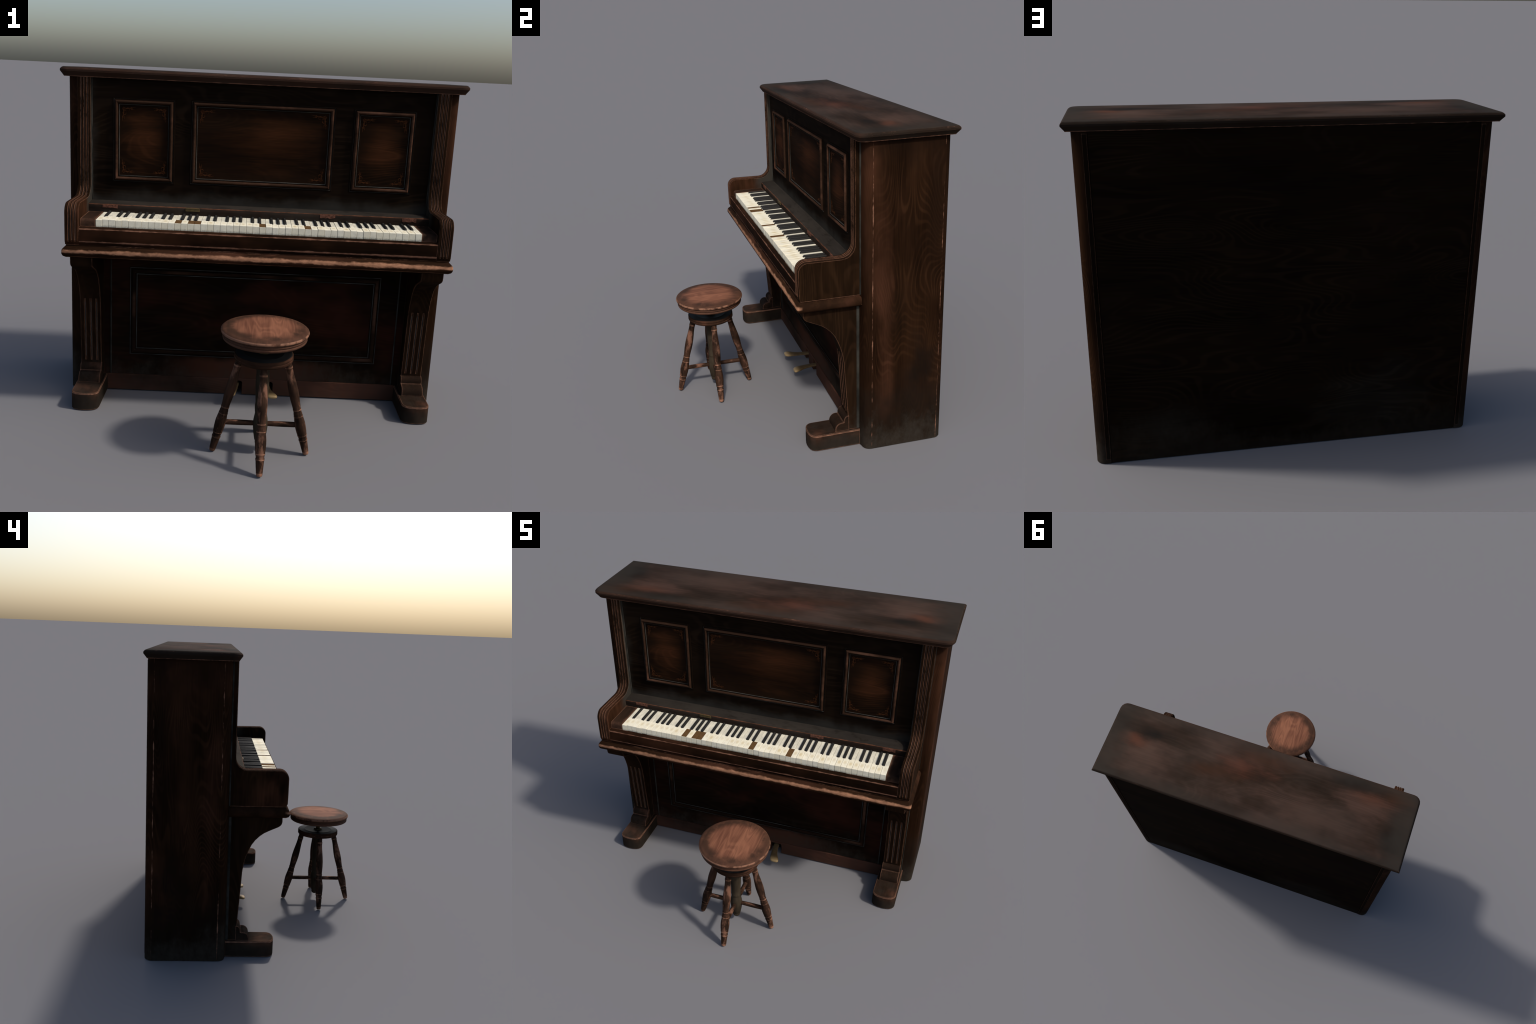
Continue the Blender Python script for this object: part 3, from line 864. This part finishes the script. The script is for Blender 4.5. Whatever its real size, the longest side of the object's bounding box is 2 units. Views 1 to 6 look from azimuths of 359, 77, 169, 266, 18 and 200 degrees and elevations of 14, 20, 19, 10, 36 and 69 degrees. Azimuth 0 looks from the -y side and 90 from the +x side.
for a, b in zip(rows, rows[1:]):
    for i in range(20):
        j = (i + 1) % 20
        bm.faces.new((a[i], a[j], b[j], b[i]))
bm.faces.new(rows[0])
bm.faces.new(list(reversed(rows[-1])))
pedal = new_obj("pedal", to_mesh("pedal", bm, M_BRASS, 50), piano)
mirrored("pedal", pedal.data, piano)

# ------------------------------------------------------------------ stool

SX, SY = 0.0425, -0.4295
stool = bpy.data.objects.new("piano_stool", None)
COLL.objects.link(stool)
stool.location = (SX, SY, 0)
stool["label"] = "round wooden screw stool with four turned legs"
stool["category"] = "stool"


def seat_wood():
    t = Tree("seat_wood")
    ax = t.xyz()
    field = t.noise(1.0, t.mapped((13.0, 2.6, 13.0), (0.35, 0.9, 0.0)), detail=1.0, rough=0.3, dist=0.5)
    ring = t.smooth(t.math("SINE", t.math("MULTIPLY", field, 58.0)), -0.7, 1.0)
    fibre = t.smooth(t.noise(1.0, t.mapped((170.0, 7.0, 60.0)), detail=3.0), 0.32, 0.7)
    stripe = t.smooth(t.noise(1.0, t.mapped((26.0, 1.0, 1.0), (1.0, 0.3, 0.0)), detail=2.0), 0.35, 0.65)
    g = t.math("ADD", t.math("MULTIPLY", ring, 0.30), t.math("ADD", t.math("MULTIPLY", fibre, 0.28), t.math("MULTIPLY", stripe, 0.42)))
    col = t.mix(g, (0.100, 0.0400, 0.0240), (0.220, 0.0930, 0.0530))
    r = t.math("SQRT", t.math("ADD", t.math("MULTIPLY", ax[0], ax[0]), t.math("MULTIPLY", ax[1], ax[1])))
    blotch = t.noise(9.0, t.mapped((1, 1, 0.4), (0.2, 0.6, 0)), detail=5.0, rough=0.62)
    # dark blotchy ring coloured onto the seat top, inside the rim
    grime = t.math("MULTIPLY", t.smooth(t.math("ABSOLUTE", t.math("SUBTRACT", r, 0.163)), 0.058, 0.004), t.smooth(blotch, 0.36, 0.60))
    grime = t.math("MAXIMUM", grime, t.math("MULTIPLY", t.smooth(r, 0.105, 0.178), t.smooth(blotch, 0.25, 0.55, 0.45, 0.85)))
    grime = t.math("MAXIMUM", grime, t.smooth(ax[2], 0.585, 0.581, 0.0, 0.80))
    col = t.mix(t.math("MULTIPLY", grime, 0.88), col, (0.026, 0.0155, 0.0105))
    rim = t.smooth(t.math("ABSOLUTE", t.math("SUBTRACT", r, 0.1942)), 0.0034, 0.0010)
    rim = t.math("MULTIPLY", rim, t.smooth(ax[2], 0.583, 0.588))
    rim = t.math("MULTIPLY", rim, t.smooth(t.noise(28.0, detail=4.0), 0.40, 0.58))
    col = t.mix(t.math("MULTIPLY", rim, 0.75), col, (0.25, 0.125, 0.078))
    low = t.smooth(t.math("ABSOLUTE", t.math("SUBTRACT", ax[2], 0.561)), 0.007, 0.002)
    col = t.mix(t.math("MULTIPLY", low, t.smooth(blotch, 0.42, 0.62, 0.1, 0.75)), col, (0.095, 0.045, 0.028))
    return t.finish(col, rough=0.65, spec=0.04, bump=g, strength=0.12, dist=0.001)


def turned_wood(name, dark, mid, light, light_at=(0.5, 0.68)):
    t = Tree(name)
    rnd = t.random()
    vec = t.nt.nodes.new("ShaderNodeVectorMath")
    vec.operation = "ADD"
    t.nt.links.new(t.obj, vec.inputs[0])
    t.put(vec.inputs[1], t.math("MULTIPLY", rnd, 9.0))
    v = vec.outputs[0]
    fibre = t.smooth(t.noise(1.0, t.mapped((150, 150, 9), vec=v), detail=3.0), 0.3, 0.7)
    cloud = t.smooth(t.noise(16.0, t.mapped((1, 1, 0.6), vec=v), detail=4.0), 0.34, 0.66)
    g = t.math("ADD", t.math("MULTIPLY", fibre, 0.4), t.math("MULTIPLY", cloud, 0.6))
    col = t.mix(g, dark, mid)
    w = t.smooth(t.noise(24.0, t.mapped((1, 1, 0.45), (3, 1, 0), vec=v), detail=4.0, rough=0.62), light_at[0], light_at[1])
    col = t.mix(t.math("MULTIPLY", w, 0.8), col, light)
    return t.finish(col, rough=0.65, spec=0.04, bump=g, strength=0.1, dist=0.001)


M_SEAT = seat_wood()
M_TURN = turned_wood("turned_leg_wood", (0.0075, 0.0046, 0.0030), (0.050, 0.0245, 0.0150), (0.165, 0.080, 0.051), (0.51, 0.66))
M_TURN_WORN = turned_wood("rubbed_ring_wood", (0.028, 0.015, 0.0095), (0.135, 0.066, 0.041), (0.27, 0.135, 0.085), (0.46, 0.58))
M_POST = turned_wood("post_wood", (0.024, 0.0175, 0.0115), (0.044, 0.033, 0.0215), (0.060, 0.040, 0.025), (0.56, 0.8))
M_COLLAR = wood("collar_wood", (0.018, 0.0095, 0.0062), (0.055, 0.027, 0.0165), "X", figure=0.4, patch=(0.085, 0.036, 0.022), patch_scale=9, wear=0.25, wear_r=0.004)
M_PLATE = plain("collar_plate", (0.0185, 0.0180, 0.0170), vary=0.25, scale=20, rough=0.6, spec=0.15)

seat_profile = [(0.0, 0.6125), (0.06, 0.6122), (0.110, 0.6110), (0.145, 0.6090), (0.168, 0.6065), (0.180, 0.6042), (0.1890, 0.6010), (0.1940, 0.5965), (0.1956, 0.5915), (0.1945, 0.5870), (0.1910, 0.5840),
                (0.1868, 0.5825), (0.1850, 0.5810), (0.1856, 0.5785), (0.1882, 0.5765), (0.1890, 0.5735), (0.1876, 0.5705), (0.1850, 0.5690), (0.1848, 0.5675), (0.1872, 0.5655),
                (0.1880, 0.5615), (0.1862, 0.5565), (0.1810, 0.5525), (0.1700, 0.5500), (0.150, 0.5490), (0.0, 0.5490)]
seat = new_obj("seat", to_mesh("seat", lathe_bm(seat_profile, 64), M_SEAT, 50), stool)
collar_profile = [(0.0, 0.4880), (0.126, 0.4880), (0.1300, 0.4870), (0.1316, 0.4845), (0.1318, 0.4760), (0.1302, 0.4740), (0.1302, 0.4720), (0.1322, 0.4700), (0.1322, 0.4640), (0.1300, 0.4590),
                  (0.1250, 0.4555), (0.1160, 0.4540), (0.0, 0.4540)]
collar = new_obj("collar", to_mesh("collar", lathe_bm(collar_profile, 64), M_COLLAR, 40), stool)
ring_plate = [(0.0, 0.4886), (0.030, 0.4886), (0.086, 0.4886), (0.088, 0.4893), (0.091, 0.4893), (0.093, 0.4885), (0.123, 0.4885), (0.1265, 0.4882), (0.1270, 0.4870), (0.0, 0.4870)]
new_obj("collar_plate", to_mesh("collar_plate", lathe_bm(ring_plate, 64), M_PLATE, 40), collar)
screw = [(0.0, 0.4890), (0.0270, 0.4890), (0.0270, 0.4945), (0.0245, 0.4965), (0.0170, 0.4970)]
for i in range(10):
    z = 0.4980 + i * 0.0050
    screw += [(0.0130, z), (0.0150, z + 0.0018), (0.0130, z + 0.0036)]
screw += [(0.0140, 0.5495), (0.0, 0.5495)]
new_obj("screw", to_mesh("screw", lathe_bm(screw, 32), M_BRASS_OLD, 40), stool)

post_profile = [(0.0, 0.0400), (0.0125, 0.0405), (0.0185, 0.0440), (0.0215, 0.0520), (0.0220, 0.0580), (0.0205, 0.0610), (0.0245, 0.0680), (0.0300, 0.1000), (0.0330, 0.1280), (0.0338, 0.1450), (0.0325, 0.1650),
                (0.0275, 0.1940), (0.0258, 0.2040), (0.0275, 0.2070), (0.0275, 0.2130), (0.0262, 0.2160), (0.0270, 0.2500), (0.0298, 0.3100), (0.0305, 0.3500), (0.0290, 0.4000), (0.0295, 0.4250), (0.0310, 0.4560), (0.0, 0.4560)]
new_obj("post", to_mesh("post", lathe_bm(post_profile, 28), M_POST, 40), stool)

leg_rings = [  # height along the leg, radius, rubbed ring?
    (0.0, 0.0085, 1), (0.0015, 0.0112, 1), (0.006, 0.0128, 1), (0.016, 0.0142, 1), (0.030, 0.0150, 0), (0.050, 0.0166, 0), (0.068, 0.0176, 0), (0.072, 0.0190, 1), (0.077, 0.0194, 1), (0.080, 0.0180, 0),
    (0.085, 0.0176, 0), (0.092, 0.0190, 0), (0.096, 0.0206, 1), (0.101, 0.0210, 1), (0.104, 0.0205, 0), (0.118, 0.0222, 0), (0.140, 0.0234, 0), (0.158, 0.0232, 0), (0.176, 0.0214, 0), (0.189, 0.0196, 0),
    (0.192, 0.0202, 1), (0.196, 0.0202, 1), (0.199, 0.0184, 0), (0.204, 0.0190, 0), (0.208, 0.0188, 1), (0.211, 0.0180, 0), (0.218, 0.0168, 0), (0.223, 0.0182, 1), (0.229, 0.0184, 1), (0.232, 0.0172, 0),
    (0.250, 0.0184, 0), (0.280, 0.0206, 0), (0.308, 0.0214, 0), (0.335, 0.0206, 0), (0.365, 0.0186, 0), (0.395, 0.0162, 0), (0.425, 0.0152, 0), (0.430, 0.0166, 1), (0.438, 0.0168, 1), (0.442, 0.0154, 0),
    (0.452, 0.0156, 0), (0.478, 0.0160, 0)]
flags = [f for _, _, f in leg_rings]
bm = lathe_bm([(r * 1.06, h) for h, r, _ in leg_rings], 18, mat_of=lambda k: 1 if flags[k] and flags[k + 1] else 0)
leg_mesh = to_mesh("stool_leg", bm, [M_TURN, M_TURN_WORN], 50)
TILT = math.atan2(0.2155 - 0.1115, 0.43)
stretch_mesh = to_mesh("stretcher", lathe_bm([(0.0112, 0.024), (0.0116, 0.040), (0.0124, 0.085), (0.0126, 0.110), (0.0122, 0.150), (0.0114, 0.181)], 14), M_TURN, 50)
for i in range(4):
    a = math.pi / 2 * i
    turn = Matrix.Rotation(a, 4, "Z")
    o = new_obj("stool_leg", leg_mesh, stool)
    o.matrix_local = turn @ Matrix.Translation((0.2155, 0, 0.0021)) @ Matrix.Rotation(-TILT, 4, "Y") @ Matrix.Rotation(rng.uniform(0, 6.28), 4, "Z")
    o = new_obj("stretcher", stretch_mesh, stool)
    o.matrix_local = turn @ Matrix.Translation((0, 0, 0.1465)) @ Matrix.Rotation(math.pi / 2, 4, "Y")
